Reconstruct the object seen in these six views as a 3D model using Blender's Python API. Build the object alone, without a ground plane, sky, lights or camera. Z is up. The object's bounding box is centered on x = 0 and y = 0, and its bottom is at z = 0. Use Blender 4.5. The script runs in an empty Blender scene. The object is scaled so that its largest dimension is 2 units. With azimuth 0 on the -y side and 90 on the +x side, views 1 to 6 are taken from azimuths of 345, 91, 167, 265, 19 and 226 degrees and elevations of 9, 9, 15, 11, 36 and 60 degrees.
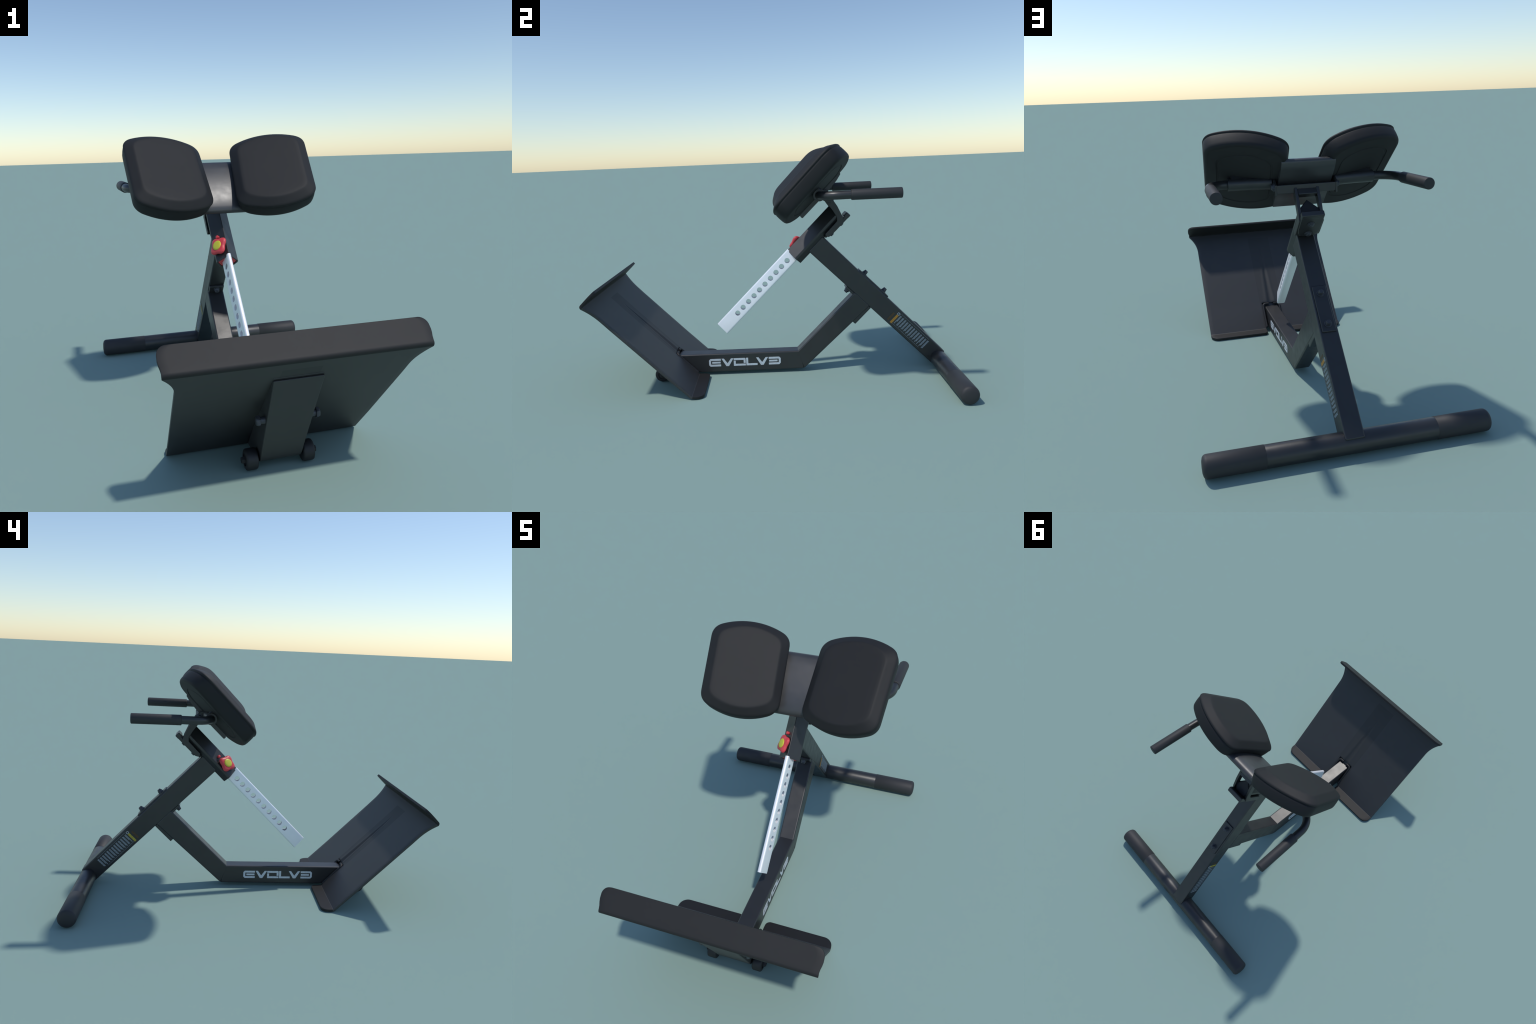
"""Adjustable 45-degree back extension bench (padded gym bench), built part by part.

Most of the frame lies along two directions at 45 degrees in the y-z plane, so points are
often given as (x, a, b):  a runs up and backwards, b runs up and forwards (towards -y)."""
import bpy, bmesh, math, random
from mathutils import Vector, Matrix

random.seed(7)
R2 = math.sqrt(2.0)


def ab(x, a, b):
    return Vector((x, (a - b) / R2, (a + b) / R2))


A_DIR = Vector((0, 1, 1)) / R2
B_DIR = Vector((0, -1, 1)) / R2
X_DIR = Vector((1, 0, 0))

# ------------------------------------------------------------------ materials


def material(name, colour, rough=0.5, metallic=0.0, specular=0.5, grain=0.0, grain_scale=120.0,
             mottle=0.0, mottle_scale=9.0, rough_var=0.0, coat=0.0, speck=0.0):
    m = bpy.data.materials.new(name)
    m.use_nodes = True
    nt = m.node_tree
    bs = nt.nodes["Principled BSDF"]
    bs.inputs["Base Color"].default_value = (*colour, 1)
    bs.inputs["Roughness"].default_value = rough
    bs.inputs["Metallic"].default_value = metallic
    bs.inputs["Specular IOR Level"].default_value = specular
    bs.inputs["Coat Weight"].default_value = coat
    tc = nt.nodes.new("ShaderNodeTexCoord")

    def noise(scale, detail):
        n = nt.nodes.new("ShaderNodeTexNoise")
        n.inputs["Scale"].default_value = scale
        n.inputs["Detail"].default_value = detail
        nt.links.new(tc.outputs["Object"], n.inputs["Vector"])
        return n

    def spread(src, lo, hi):
        r = nt.nodes.new("ShaderNodeMapRange")
        r.inputs["From Min"].default_value = 0.3
        r.inputs["From Max"].default_value = 0.7
        r.inputs["To Min"].default_value = lo
        r.inputs["To Max"].default_value = hi
        nt.links.new(src, r.inputs["Value"])
        return r.outputs["Result"]

    if mottle or speck:
        n = noise(mottle_scale, 6)
        mix = nt.nodes.new("ShaderNodeMix")
        mix.data_type = 'RGBA'
        mix.inputs["A"].default_value = (*[c * (1 - mottle) for c in colour], 1)
        mix.inputs["B"].default_value = (*[c * (1 + mottle) for c in colour], 1)
        nt.links.new(spread(n.outputs["Fac"], 0, 1), mix.inputs["Factor"])
        out = mix.outputs["Result"]
        if speck:
            v = nt.nodes.new("ShaderNodeTexVoronoi")
            v.inputs["Scale"].default_value = 16
            nt.links.new(tc.outputs["Object"], v.inputs["Vector"])
            lt = nt.nodes.new("ShaderNodeMath")
            lt.operation = 'LESS_THAN'
            lt.inputs[1].default_value = speck
            nt.links.new(v.outputs["Distance"], lt.inputs[0])
            mx = nt.nodes.new("ShaderNodeMix")
            mx.data_type = 'RGBA'
            mx.inputs["B"].default_value = (0.16, 0.155, 0.15, 1)
            nt.links.new(lt.outputs[0], mx.inputs["Factor"])
            nt.links.new(out, mx.inputs["A"])
            out = mx.outputs["Result"]
        nt.links.new(out, bs.inputs["Base Color"])
    if rough_var:
        n = noise(mottle_scale * 2.3, 5)
        nt.links.new(spread(n.outputs["Fac"], rough - rough_var, rough + rough_var), bs.inputs["Roughness"])
    if grain:
        n = noise(grain_scale, 3)
        bp = nt.nodes.new("ShaderNodeBump")
        bp.inputs["Strength"].default_value = grain
        bp.inputs["Distance"].default_value = 0.002
        nt.links.new(n.outputs["Fac"], bp.inputs["Height"])
        nt.links.new(bp.outputs["Normal"], bs.inputs["Normal"])
    return m


PAINT = material("black_powder_coat", (0.0195, 0.0195, 0.0205), 0.41, specular=0.72, mottle=0.12, rough_var=0.05, grain=0.04)
PAINT_SHINY = material("glossy_black_paint", (0.0195, 0.0195, 0.0205), 0.42, specular=0.72, mottle=0.10, rough_var=0.02, grain=0.03, speck=0.02)
PLATE = material("satin_plate_paint", (0.035, 0.035, 0.037), 0.43, specular=0.85, mottle=0.12, mottle_scale=14, rough_var=0.03, speck=0.03)
SHEET = material("black_sheet_metal", (0.0175, 0.0172, 0.0182), 0.60, specular=0.95, mottle=0.08, grain=0.05, grain_scale=260)
LIP_PAINT = material("matt_black_edge", (0.0115, 0.0113, 0.0118), 0.62, specular=0.42, mottle=0.08, grain=0.05, grain_scale=260)
VINYL = material("black_vinyl", (0.0125, 0.0125, 0.0132), 0.66, specular=0.4, mottle=0.06, grain=0.08, grain_scale=400)
VINYL_BACK = material("pad_backing", (0.015, 0.015, 0.016), 0.75, mottle=0.08, grain=0.05, grain_scale=300)
RUBBER = material("black_rubber", (0.030, 0.030, 0.032), 0.62, mottle=0.06, grain=0.05, grain_scale=300)
DARK = material("dark_plastic", (0.014, 0.014, 0.016), 0.6, mottle=0.06)
CHROME = material("brushed_chrome", (0.93, 0.945, 0.97), 0.36, metallic=0.30, mottle=0.03, rough_var=0.04)
BOLT = material("zinc_bolt", (0.065, 0.068, 0.080), 0.42, metallic=0.35, mottle=0.15, mottle_scale=60)
RED = material("red_plastic", (0.68, 0.060, 0.075), 0.42, mottle=0.10, mottle_scale=30)
YELLOW = material("yellow_plastic", (0.60, 0.57, 0.05), 0.45, mottle=0.05)
WHITE_PRINT = material("white_print", (0.62, 0.66, 0.70), 0.55, mottle=0.08, mottle_scale=90)
GREY_PRINT = material("grey_print", (0.27, 0.31, 0.34), 0.55, mottle=0.35, mottle_scale=220)
ORANGE_PRINT = material("orange_print", (0.52, 0.24, 0.03), 0.55, mottle=0.15, mottle_scale=90)
YELLOW_PRINT = material("yellow_print", (0.42, 0.34, 0.04), 0.55, mottle=0.2, mottle_scale=90)
BROWN_PRINT = material("faded_brown_print", (0.085, 0.048, 0.018), 0.55, mottle=0.25, mottle_scale=60)



def dull_strip(m, half, z0, z1, rough, specular):
    """duller strip down the middle of a sheet, set by roughness and specular only."""
    nt = m.node_tree
    bs = nt.nodes["Principled BSDF"]
    tc = nt.nodes.new("ShaderNodeTexCoord")
    sp = nt.nodes.new("ShaderNodeSeparateXYZ")
    nt.links.new(tc.outputs["Object"], sp.inputs[0])

    def math_node(op, a, b):
        n = nt.nodes.new("ShaderNodeMath")
        n.operation = op
        for k, v in enumerate((a, b)):
            if hasattr(v, "is_linked"):
                nt.links.new(v, n.inputs[k])
            else:
                n.inputs[k].default_value = v
        return n.outputs[0]
    ax = math_node('ABSOLUTE', sp.outputs["X"], 0.0)
    inside = math_node('LESS_THAN', ax, half)
    inside = math_node('MULTIPLY', inside, math_node('LESS_THAN', sp.outputs["Z"], z1))
    inside = math_node('MULTIPLY', inside, math_node('GREATER_THAN', sp.outputs["Z"], z0))
    for sock, lo in (("Roughness", rough), ("Specular IOR Level", specular)):
        hi = bs.inputs[sock].default_value
        nt.links.new(math_node('ADD', math_node('MULTIPLY', inside, lo - hi), hi), bs.inputs[sock])


SHEET_PLATE = SHEET.copy()
SHEET_PLATE.name = "black_sheet_metal_dull_centre"
dull_strip(SHEET_PLATE, 0.072, 0.02, 0.497, 0.66, 0.88)

# ------------------------------------------------------------------ helpers
root = bpy.data.objects.new("back_extension_bench", None)
bpy.context.collection.objects.link(root)
root["label"] = "black padded back extension gym bench with foot plate"
root["category"] = "exercise bench"


def finish(bm, name, mat, parent=root, smooth=None, bevel=0.0, segments=3, bevel_angle=35):
    """bmesh -> named child object; smooth = angle below which edges shade smooth."""
    bmesh.ops.recalc_face_normals(bm, faces=bm.faces)
    me = bpy.data.meshes.new(name)
    bm.to_mesh(me)
    bm.free()
    me.materials.append(mat)
    ob = bpy.data.objects.new(name, me)
    bpy.context.collection.objects.link(ob)
    ob.parent = parent
    if bevel:
        md = ob.modifiers.new("rounded_edges", 'BEVEL')
        md.width, md.segments, md.limit_method = bevel, segments, 'ANGLE'
        md.angle_limit = math.radians(bevel_angle)
        md.harden_normals = True
        md.use_clamp_overlap = True
        me.shade_smooth()
    elif smooth:
        me.shade_smooth()
        me.set_sharp_from_angle(angle=math.radians(smooth))
    return ob


def prism(points, offset):
    """closed polygon of 3D points swept by a vector."""
    bm = bmesh.new()
    a = [bm.verts.new(p) for p in points]
    c = [bm.verts.new(Vector(p) + Vector(offset)) for p in points]
    n = len(points)
    bm.faces.new(a)
    bm.faces.new(list(reversed(c)))
    for i in range(n):
        j = (i + 1) % n
        bm.faces.new((a[i], c[i], c[j], a[j]))
    return bm


def side_prism(yz, half):
    """polygon in the y-z plane, swept across x from -half to +half."""
    return prism([Vector((-half, y, z)) for y, z in yz], (2 * half, 0, 0))


def box_ab(x0, x1, a0, a1, b0, b1):
    return prism([ab(x0, a0, b0), ab(x0, a1, b0), ab(x0, a1, b1), ab(x0, a0, b1)], (x1 - x0, 0, 0))


def frame_of(axis):
    axis = Vector(axis).normalized()
    u = axis.orthogonal().normalized()
    if abs(axis.x) > 0.9:
        u = Vector((0, 0, 1))
    return axis, u, axis.cross(u)


def lathe(profile, origin, axis, segments=40, lobes=None):
    """(radius, height) profile turned round an axis; lobes(angle) scales the radius."""
    axis, u, v = frame_of(axis)
    origin = Vector(origin)
    bm = bmesh.new()
    rings = []
    for r, h in profile:
        if r < 1e-6:
            rings.append([bm.verts.new(origin + axis * h)])
            continue
        ring = []
        for k in range(segments):
            t = 2 * math.pi * k / segments
            q = r * (lobes(t) if lobes else 1)
            ring.append(bm.verts.new(origin + axis * h + (u * math.cos(t) + v * math.sin(t)) * q))
        rings.append(ring)
    for p, q in zip(rings, rings[1:]):
        for k in range(segments):
            j = (k + 1) % segments
            if len(p) == 1 and len(q) == 1:
                continue
            if len(p) == 1:
                bm.faces.new((p[0], q[k], q[j]))
            elif len(q) == 1:
                bm.faces.new((p[k], q[0], p[j]))
            else:
                bm.faces.new((p[k], q[k], q[j], p[j]))
    return bm


def rod(r, length, edge=0.004, start=0.0):
    """profile of a round bar with softened ends."""
    pts = [(0, start)]
    for t in (0, 30, 60, 90):
        c, s = math.cos(math.radians(t)), math.sin(math.radians(t))
        pts.append((r - edge + edge * s, start + edge - edge * c))
    for t in (90, 60, 30, 0):
        c, s = math.cos(math.radians(t)), math.sin(math.radians(t))
        pts.append((r - edge + edge * s, start + length - edge + edge * c))
    pts.append((0, start + length))
    return pts


def sweep(path, r, segments=24):
    """round tube along a list of points."""
    bm = bmesh.new()
    n, rings = len(path), []
    u = None
    for i, p in enumerate(path):
        t = (path[min(i + 1, n - 1)] - path[max(i - 1, 0)]).normalized()
        u = t.orthogonal().normalized() if u is None else (u - t * u.dot(t)).normalized()
        v = t.cross(u)
        rings.append([bm.verts.new(p + (u * math.cos(2 * math.pi * k / segments) + v * math.sin(2 * math.pi * k / segments)) * r) for k in range(segments)])
    for p, q in zip(rings, rings[1:]):
        for k in range(segments):
            j = (k + 1) % segments
            bm.faces.new((p[k], p[j], q[j], q[k]))
    bm.faces.new(rings[0])
    bm.faces.new(rings[-1])
    return bm


def merge(*bms):
    out = bmesh.new()
    for b in bms:
        me = bpy.data.meshes.new("piece")
        b.to_mesh(me)
        b.free()
        out.from_mesh(me)
        bpy.data.meshes.remove(me)
    return out


bolt_meshes = {}


def bolt(origin, axis, parent, r=0.017, h=0.016):
    """hexagon head with washer and threaded stub, sharing one mesh per size."""
    key = (r, h)
    if key not in bolt_meshes:
        washer = lathe(rod(r * 1.25, 0.004, 0.0012), (0, 0, 0), (0, 0, 1), 28)
        head = lathe([(0, 0.003), (r * 1.02, 0.003), (r * 1.02, h * 0.50), (r * 0.90, h * 0.60), (0, h * 0.60)], (0, 0, 0), (0, 0, 1), 6)
        stub = lathe([(0, h * .5), (r * 0.78, h * .5), (r * 0.78, h * 0.86), (r * 0.66, h * 0.97), (r * 0.4, h), (0, h)], (0, 0, 0), (0, 0, 1), 24)
        ob = finish(merge(washer, head, stub), "bolt", BOLT, parent, smooth=35)
        bolt_meshes[key] = ob.data
    else:
        ob = bpy.data.objects.new("bolt", bolt_meshes[key])
        bpy.context.collection.objects.link(ob)
        ob.parent = parent
    ob.matrix_local = Matrix.Translation(Vector(origin)) @ Vector(axis).to_track_quat('Z', 'Y').to_matrix().to_4x4()
    return ob


# ------------------------------------------------------------------ frame tubes
HALF = 0.0435          # half width of the rectangular frame tubes
base_tube = finish(side_prism([(-0.466, 0.014), (0.1600, 0.0168), (0.136, 0.125), (-0.582, 0.125)], HALF),
                   "base_tube", PAINT_SHINY, bevel=0.0075)
arm_top, arm_bot = ab(0, 0.660, -0.002), ab(0, 0.660, -0.121)
support_arm = finish(side_prism([(0.1195, 0.1190), (0.1595, 0.0160), (arm_bot.y, arm_bot.z), (arm_top.y, arm_top.z)], HALF + 0.0006),
                     "support_arm", PAINT, bevel=0.0075)
post = finish(prism([ab(-HALF, 0.651, 0.362), ab(-HALF, 0.769, 0.362), ab(-HALF, 0.761, -0.640), ab(-HALF, 0.6585, -0.636)],
                    (2 * HALF, 0, 0)), "upright_post", PAINT, bevel=0.0075)

# bolted flange where the arm meets the post
flange = finish(merge(box_ab(-0.040, 0.040, 0.640, 0.6545, -0.105, 0.056),
                      box_ab(-0.041, 0.041, 0.523, 0.655, -0.136, -0.112)), "joint_flange", PAINT, support_arm, bevel=0.004)
clamp = finish(box_ab(-0.033, 0.033, 0.7605, 0.7735, -0.166, 0.066), "clamp_plate", PAINT, post, bevel=0.004)
bolt(ab(0, 0.7725, 0.026), A_DIR, clamp, 0.0145, 0.024)
bolt(ab(0, 0.7725, -0.128), A_DIR, clamp, 0.0145, 0.024)
bolt(ab(0, 0.641, 0.032), -A_DIR, flange, 0.0145, 0.022)

# floor tube with rubber end sleeves
CY, CZ = 0.9515, 0.0485
floor_tube = finish(lathe(rod(0.0476, 0.80, 0.003), (-0.40, CY, CZ), (1, 0, 0), 48), "floor_tube", PAINT, smooth=40)
for sx in (1, -1):
    prof = [(0.0470, 0.0), (0.0485, 0.001), (0.0485, 0.235), (0.0475, 0.241), (0.044, 0.247), (0.038, 0.2515), (0.025, 0.255), (0, 0.2565)]
    finish(lathe(prof, (sx * 0.372, CY, CZ), (sx, 0, 0), 48), "end_sleeve", RUBBER, floor_tube, smooth=60)

# ------------------------------------------------------------------ slider tube and its housing
A0, A1 = 0.569, 0.920
house = [(0, 0.4515), (0.055, 0.393), (0.055, 0.380), (0.031, 0.346), (-0.031, 0.346), (-0.055, 0.380), (-0.055, 0.393)]
inner = [(x * 0.83, 0.396 + (b - 0.396) * 0.83) for x, b in house]


def tube_from(outer, inside, a0, a1, depth):
    """thick-walled tube, open at a0, its bore closed at a0 + depth."""
    bm = bmesh.new()
    o0 = [bm.verts.new(ab(x, a0, b)) for x, b in outer]
    o1 = [bm.verts.new(ab(x, a1, b)) for x, b in outer]
    i0 = [bm.verts.new(ab(x, a0, b)) for x, b in inside]
    i1 = [bm.verts.new(ab(x, a0 + depth, b)) for x, b in inside]
    n = len(outer)
    for k in range(n):
        j = (k + 1) % n
        bm.faces.new((o0[k], o1[k], o1[j], o0[j]))
        bm.faces.new((i0[k], i0[j], i1[j], i1[k]))
        bm.faces.new((o0[k], o0[j], i0[j], i0[k]))
    bm.faces.new(o1)
    bm.faces.new(i1)
    return bm


housing = finish(tube_from(house, inner, A0, A1, 0.06), "slider_housing", PAINT, bevel=0.0028)
bushing_pts = [(x * 0.985, 0.396 + (b - 0.396) * 0.985) for x, b in inner]
finish(prism([ab(x, A0 + 0.004, b) for x, b in bushing_pts], A_DIR * 0.05), "bushing", RED, housing, bevel=0.002)
cap = finish(prism([ab(x * 0.93, A1 - 0.01, 0.396 + (b - 0.396) * 0.93) for x, b in house], A_DIR * 0.014), "housing_cap", DARK, housing, bevel=0.003)

# slider: trapezoid tube, narrow edge up, ten adjustment holes through its sides
SLIDE = [(0.0085, 0.4535), (0.0255, 0.3715), (-0.0255, 0.3715), (-0.0085, 0.4535)]


def rounded(poly, r, steps=5):
    out = []
    n = len(poly)
    for i in range(n):
        p, q, s = (Vector(poly[k % n]) for k in (i - 1, i, i + 1))
        d0, d1 = (p - q).normalized(), (s - q).normalized()
        ang = d0.angle(d1)
        cut = min(r / math.tan(ang / 2), 0.48 * min((p - q).length, (s - q).length))
        a0, a1 = q + d0 * cut, q + d1 * cut
        for k in range(steps + 1):
            t = k / steps
            out.append(a0 * (1 - t) ** 2 + q * 2 * t * (1 - t) + a1 * t ** 2)
    return out


slide_out = [(p.x, p.y) for p in rounded(SLIDE, 0.0085)]
slide_in = [(x * 0.84, 0.4085 + (b - 0.4085) * 0.90) for x, b in slide_out]
slide_bm = tube_from(slide_out, slide_in, -0.032, 0.576, 0.604)
slider = finish(slide_bm, "slider_tube", CHROME, smooth=40)
cut = bmesh.new()
for k in range(10):
    a = 0.526 - k * 0.04735
    cut2 = lathe([(0, -0.06), (0.0152, -0.06), (0.0152, 0.06), (0, 0.06)], ab(0, a, 0.4115), (1, 0, 0), 28)
    cut = merge(cut, cut2)
cutter = finish(cut, "cutter", CHROME)
bo = slider.modifiers.new("holes", 'BOOLEAN')
bo.operation, bo.object, bo.solver = 'DIFFERENCE', cutter, 'EXACT'
dg = bpy.context.evaluated_depsgraph_get()
new_mesh = bpy.data.meshes.new_from_object(slider.evaluated_get(dg))
slider.modifiers.clear()
slider.data = new_mesh
bpy.data.objects.remove(cutter)
slider.data.shade_smooth()
slider.data.set_sharp_from_angle(angle=math.radians(32))

# star knob on the housing's left roof face
kn = (X_DIR * -0.737 + B_DIR * 0.676).normalized()
kc = ab(-0.0275, 0.638, 0.4225)
lob_u = frame_of(kn)[1]


def lobes(t):
    return 0.885 + 0.115 * math.cos(4 * (t - lob_t0))


# turn the lobes so that one points about 40 degrees off the slider axis
axis_, u_, v_ = frame_of(kn)
lob_t0 = math.atan2(A_DIR.dot(v_), A_DIR.dot(u_)) + math.radians(22)
knob = finish(lathe([(0, 0.004), (0.028, 0.004), (0.045, 0.006), (0.0515, 0.011), (0.0525, 0.016), (0.050, 0.022), (0.042, 0.0265), (0.028, 0.028), (0, 0.028)],
                    kc, kn, 72, lobes), "star_knob", RED, smooth=60)
finish(lathe([(0.0255, 0.024), (0.0255, 0.0285), (0.0235, 0.031), (0.016, 0.0325), (0, 0.033)], kc, kn, 40), "knob_cap", YELLOW, knob, smooth=60)
finish(lathe(rod(0.016, 0.010, 0.002), kc - kn * 0.002, kn, 24), "knob_collar", RED, knob, smooth=40)
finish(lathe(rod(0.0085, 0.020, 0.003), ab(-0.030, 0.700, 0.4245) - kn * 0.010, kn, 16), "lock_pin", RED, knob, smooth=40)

# ------------------------------------------------------------------ seat bracket on top of the housing
strap_ab = [(0.932, 0.518), (0.966, 0.492), (0.960, 0.463), (0.951, 0.420), (0.930, 0.362), (0.912, 0.333), (0.812, 0.333), (0.790, 0.337), (0.782, 0.347), (0.790, 0.362), (0.888, 0.364), (0.904, 0.380), (0.914, 0.420), (0.921, 0.465)]
bracket = bpy.data.objects.new("pad_bracket", None)
bpy.context.collection.objects.link(bracket)
bracket.parent = root
for sx in (1, -1):
    finish(prism([ab(sx * 0.0455, a, b) for a, b in strap_ab], (sx * 0.0155, 0, 0)), "strap", PAINT, bracket, bevel=0.003)
finish(box_ab(-0.0460, 0.0460, 0.934, 0.963, 0.455, 0.489), "cross_bar", PAINT, bracket, bevel=0.004)
# rear keeper plate with rounded lower corners and two bolts
kp = [(-0.055, 0.963), (0.055, 0.963), (0.055, 0.850), (0.050, 0.815), (0.038, 0.795), (0.020, 0.788), (-0.020, 0.788), (-0.038, 0.795), (-0.050, 0.815), (-0.055, 0.850)]
keeper = finish(prism([ab(x, a, 0.329) for x, a in kp], B_DIR * 0.021), "keeper_plate", PAINT, bracket, bevel=0.004)
finish(box_ab(-0.0555, 0.0555, 0.936, 0.9645, 0.3275, 0.357), "keeper_lip", PAINT, keeper, bevel=0.006)
finish(box_ab(-0.047, 0.047, 0.775, 0.915, 0.340, 0.356), "channel_web", DARK, bracket, bevel=0.003)
bolt(ab(0, 0.893, 0.330), -B_DIR, keeper, 0.0145, 0.0125)
bolt(ab(0, 0.813, 0.330), -B_DIR, keeper, 0.0145, 0.0125)

# backing plate between the pads: slight tilt along its length
plate_poly = [(0.772, 0.5255), (0.90, 0.5245), (0.99, 0.5260), (1.05, 0.5310), (1.086, 0.5390), (1.0945, 0.5480), (1.0935, 0.5585), (1.083, 0.5715),
              (1.062, 0.5800), (1.02, 0.5850), (0.97, 0.5855), (0.93, 0.5840), (0.88, 0.5785), (0.83, 0.5690), (0.795, 0.5585), (0.776, 0.5490), (0.768, 0.5390), (0.768, 0.5300)]
backing = finish(prism([ab(-0.130, a, b) for a, b in plate_poly], (0.260, 0, 0)), "backing_plate", PLATE, smooth=50)

# cross channel behind the backing plate, carrying the handlebars
chan_yz = [(0.272, 1.046), (0.334, 1.046), (0.334, 1.004), (0.322, 1.004), (0.322, 1.034), (0.272, 1.034)]
channel = finish(side_prism(chan_yz, 0.146), "cross_channel", PAINT, bevel=0.003)
for sx in (1, -1):
    finish(prism([Vector((sx * 0.143, y, z)) for y, z in [(0.255, 1.075), (0.305, 1.07), (0.337, 1.046), (0.337, 0.996), (0.318, 0.996), (0.270, 1.02)]], (sx * 0.010, 0, 0)),
           "end_cheek", PAINT, channel, bevel=0.003)
    bolt((sx * 0.152, 0.314, 1.036), (sx, 0, 0), channel, 0.0165, 0.016)

# ------------------------------------------------------------------ thigh pads
ROLL = math.radians(12.8)    # outer edges raised
TOE = math.radians(4.2)      # turned in the pad plane


def pad_outline(half_w, corner, bulge, r, n=9):
    """straight inner and outer sides, bowed ends, rounded corners: list of (u, v), v along the pad."""
    pts = []
    ctrl = []
    m = 24
    rad = (half_w ** 2 + bulge ** 2) / (2 * bulge)
    cy = corner + bulge - rad
    ang = math.asin(half_w / rad)
    for k in range(m + 1):
        t = ang - 2 * ang * k / m
        ctrl.append((rad * math.sin(t), cy + rad * math.cos(t)))
    top = ctrl
    bot = [(-u, -v) for u, v in top]
    poly = top + bot
    # round the four corners by cutting back along both neighbours
    out = []
    N = len(poly)
    corners = {0, m, m + 1, N - 1}

    def along(i, step, dist):
        p = Vector(poly[i])
        while True:
            q = Vector(poly[(i + step) % N])
            L = (q - p).length
            if dist <= L:
                return p + (q - p) * (dist / L), (i + step) % N
            dist -= L
            p, i = q, (i + step) % N
    dropped = set()
    repl = {}
    for c in corners:
        p0, n0 = along(c, -1, r)
        p1, n1 = along(c, 1, r)
        q = Vector(poly[c])
        repl[c] = [p0 * (1 - t) ** 2 + q * 2 * t * (1 - t) + p1 * t ** 2 for t in [k / n for k in range(n + 1)]]
        k = (c - 1) % N
        while k != n0:
            dropped.add(k); k = (k - 1) % N
        k = (c + 1) % N
        while k != n1:
            dropped.add(k); k = (k + 1) % N
    for i in range(N):
        if i in repl:
            out.extend(repl[i])
        elif i not in dropped:
            out.append(Vector(poly[i]))
    # resample evenly
    res, M = [], 144
    L = [0]
    for i in range(len(out)):
        L.append(L[-1] + (out[(i + 1) % len(out)] - out[i]).length)
    k = 0
    for s in range(M):
        d = L[-1] * s / M
        while L[k + 1] < d:
            k += 1
        t = (d - L[k]) / (L[k + 1] - L[k])
        res.append(out[k].lerp(out[(k + 1) % len(out)], t))
    return res


PAD_U, PAD_V, PAD_B = 0.200, 0.190, 0.057


def pad_loop(iu, iv):
    return pad_outline(PAD_U - iu, PAD_V - iv, PAD_B * (1 - iu * 1.5), max(0.046 - iu * 0.25, 0.02))


def pad_shell(rings, close_start, close_end):
    """rings: (side inset, end inset from the widest outline, height above the rim)."""
    bm = bmesh.new()
    loops = []
    for iu, iv, h in rings:
        loops.append([bm.verts.new((p.x, p.y, h)) for p in pad_loop(iu, iv)])
    for p, q in zip(loops, loops[1:]):
        for k in range(len(p)):
            j = (k + 1) % len(p)
            bm.faces.new((p[k], p[j], q[j], q[k]))
    if close_start is not None:
        c = bm.verts.new((0, 0, close_start))
        for k in range(len(loops[0])):
            bm.faces.new((c, loops[0][(k + 1) % len(loops[0])], loops[0][k]))
    if close_end is not None:
        c = bm.verts.new((0, 0, close_end))
        for k in range(len(loops[-1])):
            bm.faces.new((c, loops[-1][k], loops[-1][(k + 1) % len(loops[-1])]))
    return bm


cushion_rings = [(0.14, 0.13, 0.0340), (0.09, 0.08, 0.0336), (0.060, 0.052, 0.0332), (0.046, 0.040, 0.0325), (0.041, 0.0355, 0.0312), (0.036, 0.031, 0.0283), (0.030, 0.026, 0.0238), (0.020, 0.017, 0.0165), (0.010, 0.009, 0.0095), (0.0045, 0.004, 0.0050), (0.0010, 0.001, 0.0005), (0.0, 0.0, -0.0035), (0.0008, 0.0008, -0.0065), (0.0035, 0.0035, -0.0085),
                 (0.0045, 0.0045, -0.0105), (0.0032, 0.0030, -0.0130), (0.0030, 0.0015, -0.020), (0.0055, 0.0010, -0.040), (0.0095, 0.0015, -0.060), (0.0130, 0.003, -0.0715), (0.0165, 0.006, -0.0775), (0.0220, 0.011, -0.0810), (0.030, 0.018, -0.0818)]
back_rings = [(0.028, 0.016, -0.0812), (0.068, 0.060, -0.0822), (0.070, 0.062, -0.0790), (0.078, 0.070, -0.0790), (0.080, 0.072, -0.0815), (0.12, 0.11, -0.0818)]

for sx in (1, -1):
    u = Vector((math.cos(TOE), 0, 0)) * math.cos(ROLL) + A_DIR * -math.sin(TOE) + B_DIR * math.sin(ROLL) * math.cos(TOE)
    u.normalize()
    v = (A_DIR * math.cos(TOE) + X_DIR * math.sin(TOE) * math.cos(ROLL) + B_DIR * math.sin(TOE) * math.sin(ROLL))
    n = u.cross(v).normalized()
    if n.dot(B_DIR) < 0:
        n = -n
    v = n.cross(u)
    if v.dot(A_DIR) < 0:
        v = -v
    centre = ab(0.263, 0.9355, 0.6615)

    def place(bm):
        for w in bm.verts:
            p = centre + u * w.co.x + v * w.co.y + n * w.co.z
            w.co = Vector((sx * p.x, p.y, p.z))
        return bm
    pad = finish(place(pad_shell(cushion_rings, 0.0341, None)), "thigh_pad", VINYL, smooth=60)
    finish(place(pad_shell(back_rings, None, -0.0818)), "pad_board", VINYL_BACK, pad, smooth=30)

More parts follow.
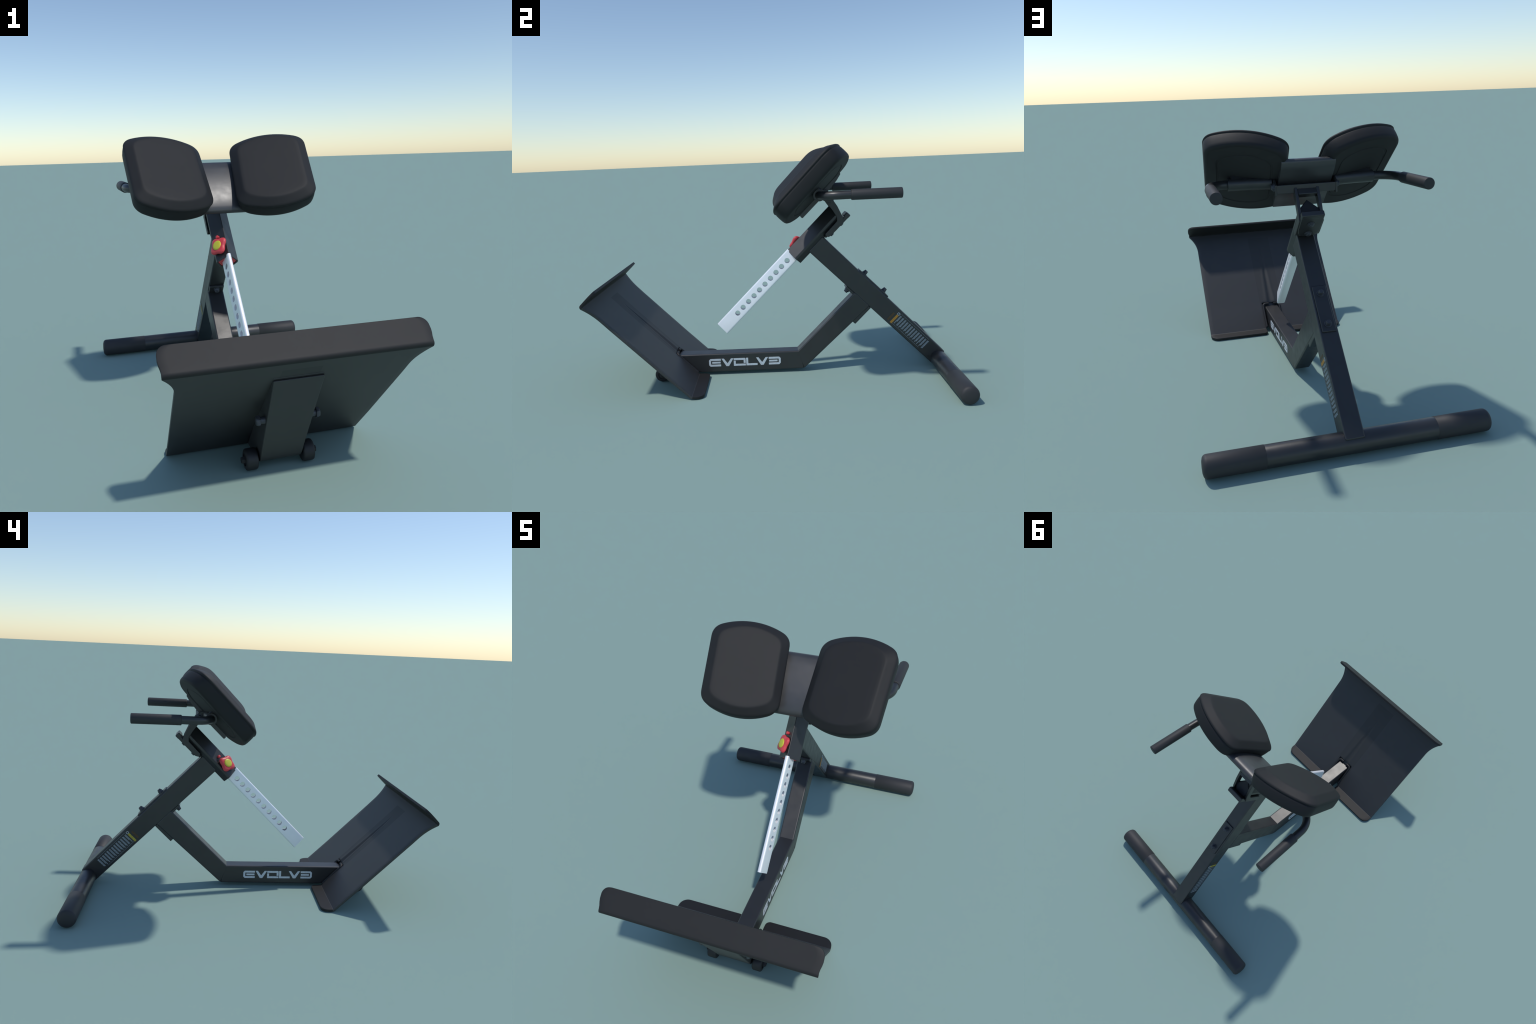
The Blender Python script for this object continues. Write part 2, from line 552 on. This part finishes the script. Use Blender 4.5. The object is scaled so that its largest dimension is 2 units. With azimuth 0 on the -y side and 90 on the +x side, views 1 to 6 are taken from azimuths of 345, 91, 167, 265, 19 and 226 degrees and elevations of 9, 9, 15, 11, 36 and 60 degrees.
# ------------------------------------------------------------------ handlebars
HY, HZ = 0.250, 1.052
for sx in (1, -1):
    path = [Vector((sx * 0.16, HY, HZ)), Vector((sx * 0.30, HY, HZ)), Vector((sx * 0.352, HY, HZ))]
    rb = 0.106
    for k in range(1, 15):
        t = math.radians(88 * k / 14)
        path.append(Vector((sx * (0.352 + rb * math.sin(t)), HY + rb * (1 - math.cos(t)), HZ + 0.003 * k / 14)))
    path.append(Vector((sx * 0.4615, 0.43, 1.0565)))
    bar = finish(sweep(path, 0.0215), "handlebar", PAINT, smooth=40)
    g0, g1 = Vector((sx * 0.4595, 0.400, 1.0555)), Vector((sx * 0.4685, 0.653, 1.057))
    finish(lathe(rod(0.0268, (g1 - g0).length, 0.0045), g0, g1 - g0, 36), "hand_grip", RUBBER, bar, smooth=40)
    # welded sleeve under the pad, with a saddle that reaches the pad board
    bm = sweep([Vector((sx * 0.155, HY + 0.014, HZ - 0.002)), Vector((sx * 0.26, HY + 0.006, HZ)), Vector((sx * 0.361, HY, HZ))], 0.0305, 32)
    finish(bm, "handle_sleeve", PAINT, bar, smooth=40)
    saddle = []
    top = [(0.165, 0.570), (0.20, 0.585), (0.25, 0.600), (0.30, 0.612), (0.335, 0.616), (0.345, 0.598)]
    for x, b in top:
        saddle.append((x, b))
    saddle += [(0.345, 0.56), (0.165, 0.54)]
    finish(prism([ab(sx * x, 0.905, b) for x, b in saddle], A_DIR * 0.046), "weld_saddle", PAINT, bar, bevel=0.006)

# ------------------------------------------------------------------ foot plate
BEND0 = Vector((0, -0.463, 0.0095))
BEND1 = Vector((0, -0.9945, 0.5385))
LIP = Vector((0, -0.9185, 0.6120))
TOE_EDGE = Vector((0, -0.3965, 0.0070))


def fillet(p, q, s, r, steps):
    d0, d1 = (p - q).normalized(), (s - q).normalized()
    c = r / math.tan(d0.angle(d1) / 2)
    a0, a1 = q + d0 * c, q + d1 * c
    return [a0 * (1 - t) ** 2 + q * 2 * t * (1 - t) + a1 * t ** 2 for t in [k / steps for k in range(steps + 1)]]


def lerp_pts(p, q, fr):
    return [p.lerp(q, f) for f in fr]


plate_len = (BEND1 - BEND0).length
f0 = fillet(TOE_EDGE, BEND0, BEND1, 0.012, 5)
f1 = fillet(BEND0, BEND1, LIP, 0.010, 6)
NOTCH_Z = 0.141
straight = lerp_pts(f0[-1], f1[0], [k / 70 for k in range(1, 70)])
zn = [i for i, p in enumerate(straight) if p.z > NOTCH_Z][0]
straight[zn - 1] = f0[-1].lerp(f1[0], (NOTCH_Z - 0.001 - f0[-1].z) / (f1[0].z - f0[-1].z))
straight[zn] = f0[-1].lerp(f1[0], (NOTCH_Z + 0.001 - f0[-1].z) / (f1[0].z - f0[-1].z))
toe_rows = lerp_pts(TOE_EDGE, f0[0], [0, 0.02, 0.06, 0.13, 0.22, 0.34, 0.48, 0.65, 0.82])
lip_rows = lerp_pts(f1[-1], LIP, [0.15, 0.3, 0.45, 0.58, 0.68, 0.77, 0.85, 0.91, 0.955, 0.985, 1.0])
rows = toe_rows + f0 + straight + f1 + lip_rows


def outer_half(i, p):
    if p in toe_rows or p in f0:
        d = (p - TOE_EDGE).length
        r = 0.048
        base = 0.417
        if d < r:
            return base - r * 0.95 * (1 - math.sqrt(max(0, 1 - ((r - d) / r) ** 2)))
        return base
    if p in straight or p in f1:
        d = max(0.0, (p - BEND1).length - 0.010)
        t = d / plate_len
        w = 0.4165 + 0.008 * (1 - t)
        fl = max(0.0, 1 - d / 0.125)
        return w + 0.0445 * fl ** 2.2
    d = (p - LIP).length
    w = 0.4690 + 0.0040 * (1 - math.cos(math.pi * min(1.0, max(0.0, (p - BEND1).length - 0.010) / 0.045)))
    r = 0.034
    if d < r:
        w -= r * (1 - math.sqrt(max(0, 1 - ((r - d) / r) ** 2)))
    return w


def inner_half(p):
    if p in toe_rows or p in f0:
        d = (p - TOE_EDGE).length
        r = 0.026
        if d < r:
            return 0.062 + r * (1 - math.sqrt(max(0, 1 - ((r - d) / r) ** 2)))
        return 0.062
    if p.z < NOTCH_Z and p in straight:
        return 0.060
    return 0.0


plate_n = Vector((0, 0.7046, 0.7096))
bm = bmesh.new()
inner_x = [0.0, 0.004, 0.008, 0.012, 0.016, 0.020, 0.025, 0.031, 0.040, 0.050]     # strip above the notch
outer_t = [0.0, 0.02, 0.05, 0.09] + [0.09 + 0.91 * k / 12 for k in range(1, 13)]    # from the notch side out


def plate_point(sx, x, p, groove):
    q = Vector((sx * x, p.y, p.z))
    if p in straight:
        q -= plate_n * 0.0025 * min(1, 8 * min(p.z - f0[-1].z, f1[0].z - p.z))
    if groove and p in straight:
        # tapering trough that runs up from the notch, with a soft raised border
        zt = min(1.0, max(0.0, (p.z - NOTCH_Z) / 0.30))
        half = 0.018 * (1 - zt) + 0.004
        depth = 0.007 * (1 - zt) ** 0.7
        if x < half:
            q -= plate_n * depth * (1 - (x / half) ** 2)
        q += plate_n * 0.0022 * math.exp(-((x - half - 0.006) / 0.006) ** 2) * (1 - zt)
    return q


for sx in (1, -1):
    grid = []
    for i, p in enumerate(rows):
        o, c = outer_half(i, p), inner_half(p)
        open_row = c == 0.0
        c = 0.060 if open_row else c
        line = [bm.verts.new(plate_point(sx, x, p, True)) if open_row else None for x in inner_x]
        line += [bm.verts.new(plate_point(sx, c + (o - c) * t, p, open_row)) for t in outer_t]
        grid.append(line)
    for r, (r0, r1) in enumerate(zip(grid, grid[1:])):
        for k in range(len(r0) - 1):
            quad = (r0[k], r0[k + 1], r1[k + 1], r1[k])
            if None not in quad:
                face = bm.faces.new(quad)
                face.material_index = 1 if (rows[r] in lip_rows or rows[r] in toe_rows or rows[r] in f1) else 0
bmesh.ops.remove_doubles(bm, verts=bm.verts, dist=1e-5)
foot = finish(bm, "foot_plate", SHEET_PLATE, smooth=50)
foot.data.materials.append(LIP_PAINT)
so = foot.modifiers.new("thickness", 'SOLIDIFY')
so.thickness, so.offset = 0.0135, 0.0
bv = foot.modifiers.new("rounded_edges", 'BEVEL')
bv.width, bv.segments, bv.limit_method, bv.angle_limit = 0.0025, 2, 'ANGLE', math.radians(60)

# rubber trim round the notch where the base tube passes through
trim_path = []
for p in [Vector((0, -0.472, 0.020)), Vector((0, -0.525, 0.072)), Vector((0, -0.575, 0.122))]:
    trim_path.append(Vector((0.0535, p.y, p.z)) + plate_n * 0.004)
for k in range(1, 9):
    t = math.pi / 2 * k / 8
    up = 0.018 * math.sin(t)
    trim_path.append(Vector((0.0535 - 0.018 * (1 - math.cos(t)), -0.575 - up * 0.71, 0.122 + up * 0.71)) + plate_n * 0.004)
trim_path.append(Vector((0.016, -0.5878, 0.1348)) + plate_n * 0.004)
for sx in (1, -1):
    finish(sweep([Vector((sx * p.x, p.y, p.z)) for p in trim_path], 0.0075, 12), "notch_trim", DARK, foot, smooth=40)

# wedge box behind the foot plate, with transport wheels
box_profile = [(-0.600, 0.135), (-0.905, 0.452), (-0.927, 0.448), (-0.722, 0.096), (-0.7015, 0.058), (-0.690, 0.041), (-0.674, 0.030), (-0.640, 0.024), (-0.500, 0.022)]
bm = side_prism([(y, z) for y, z in box_profile], 0.0885)
for w in bm.verts:
    w.co.x *= 1.0 + 0.045 * (w.co.z - 0.25) / 0.2
wedge = finish(bm, "wheel_housing", SHEET, bevel=0.004)
finish(prism([Vector((-0.094, -0.9175, 0.4475)), Vector((-0.094, -0.9265, 0.4575)), Vector((-0.094, -0.9185, 0.4650)), Vector((-0.094, -0.9085, 0.4550))], (0.188, 0, 0)), "weld_lip", SHEET, wedge, bevel=0.002)
for sx in (1, -1):
    finish(merge(lathe([(0, 0), (0.0135, 0), (0.0125, 0.016), (0.0115, 0.022), (0, 0.022)], (sx * 0.0885, -0.788, 0.252), (sx, 0, 0), 24),
                 lathe([(0, 0.018), (0.0200, 0.019), (0.0210, 0.023), (0.0185, 0.032), (0.012, 0.035), (0, 0.0355)], (sx * 0.0885, -0.788, 0.252), (sx, 0, 0), 6)),
           "clamp_knob", BOLT, wedge, smooth=50)
    finish(lathe([(0, 0), (0.034, 0), (0.0395, 0.003), (0.0415, 0.008), (0.0415, 0.040), (0.0395, 0.045), (0.034, 0.048), (0.024, 0.048), (0.023, 0.044), (0, 0.044)],
                 (sx * 0.0905, -0.665, 0.0420), (sx, 0, 0), 44), "wheel", DARK, wedge, smooth=40)
    finish(lathe([(0, 0), (0.0145, 0), (0.0145, 0.014), (0.012, 0.019), (0, 0.019)], (sx * 0.133, -0.665, 0.0420), (sx, 0, 0), 6), "axle_nut", DARK, wedge, smooth=30)

# ------------------------------------------------------------------ lettering on the base tube
GW, GH, GS = 0.0705, 0.0465, 0.0118     # glyph width, height, stroke


def bar(u0, v0, u1, v1):
    return [(u0, v0), (u1, v0), (u1, v1), (u0, v1)]


def glyph_e():
    c = 0.009
    outer = [(c, 0), (GW, 0), (GW, GS), (GS, GS), (GS, GH - GS), (GW, GH - GS), (GW, GH), (c, GH), (0, GH - c), (0, c)]
    return [outer, bar(GS + 0.007, (GH - GS * 0.9) / 2, GW - 0.002, (GH + GS * 0.9) / 2)]


def glyph_v():
    w = GS * 1.2
    return [[(0, GH), (w, GH), (GW / 2, GS * 1.45), (GW - w, GH), (GW, GH), (GW / 2 + w * 0.55, 0), (GW / 2 - w * 0.55, 0)]]


def glyph_o():
    return [[(0, 0), (GW, 0), (GW, GS), (GS, GS), (GS, GH - GS - 0.004), (0, GH - GS - 0.004)],
            [(0, GH), (GW - 0.004, GH), (GW, GH - 0.004), (GW, GS + 0.004), (GW - GS, GS + 0.004), (GW - GS, GH - GS), (0, GH - GS)]]


def glyph_l():
    return [[(0, GH), (GS, GH), (GS, GS), (GW - 0.004, GS), (GW - 0.004, 0), (0, 0)]]


def mirror(g):
    return [[(GW - u, v) for u, v in poly] for poly in g]


glyphs = [glyph_e(), glyph_v(), glyph_o(), glyph_l(), glyph_v(), mirror(glyph_e())]
starts = [-0.4035, -0.329, -0.257, -0.183, -0.124, -0.0495]
for sx in (1, -1):
    for g, s in zip(glyphs, starts):
        pieces = []
        for poly in g:
            pts = []
            for uu, vv in poly:
                y = s + uu
                if sx < 0:
                    y = -0.3815 - y
                pts.append(Vector((sx * (HALF - 0.0006), y, 0.0485 + vv)))
            pieces.append(prism(pts, (sx * 0.0014, 0, 0)))
        finish(merge(*pieces), "raised_letter", WHITE_PRINT, base_tube)

# ------------------------------------------------------------------ warning label on both sides of the post


def label_quad(sx, a0, a1, b0, b1, lift=0.0010):
    return box_ab(sx * (HALF - 0.0008), sx * (HALF + lift), a0, a1, b0, b1)


for sx in (1, -1):
    rnd = random.Random(11)
    panel = finish(label_quad(sx, 0.670, 0.752, -0.525, -0.244, 0.0004), "warning_label", PAINT, post)
    finish(label_quad(sx, 0.672, 0.726, -0.261, -0.249), "faded_bar", BROWN_PRINT, panel)
    finish(label_quad(sx, 0.669, 0.730, -0.287, -0.273), "signal_bar", ORANGE_PRINT if sx > 0 else YELLOW_PRINT, panel)
    finish(merge(label_quad(sx, 0.732, 0.7465, -0.2875, -0.285), label_quad(sx, 0.732, 0.7465, -0.274, -0.2715),
                 label_quad(sx, 0.732, 0.7345, -0.2875, -0.2715), label_quad(sx, 0.744, 0.7465, -0.2875, -0.2715)), "signal_icon", WHITE_PRINT, panel)
    quads = []
    b = -0.295
    line = 0
    while b > -0.516:
        # a paragraph of two close text lines, broken into words
        for sub in range(2):
            a_end = 0.741 - rnd.uniform(0, 0.003)
            a_min = 0.681 + (rnd.uniform(0.0, 0.022) if sub else 0.0)
            a = a_end
            while a > a_min:
                w = rnd.uniform(0.004, 0.011)
                quads.append(label_quad(sx, max(a - w, a_min), a, b - 0.0046, b))
                a -= w + 0.0011
            b -= 0.0056
        b -= 0.0072
        line += 1
    quads.append(label_quad(sx, 0.6735, 0.6747, -0.505, -0.290))
    quads.append(label_quad(sx, 0.7488, 0.7500, -0.518, -0.292))
    q = finish(merge(*quads), "label_text", GREY_PRINT, panel)
    q["kind"] = "stuff"
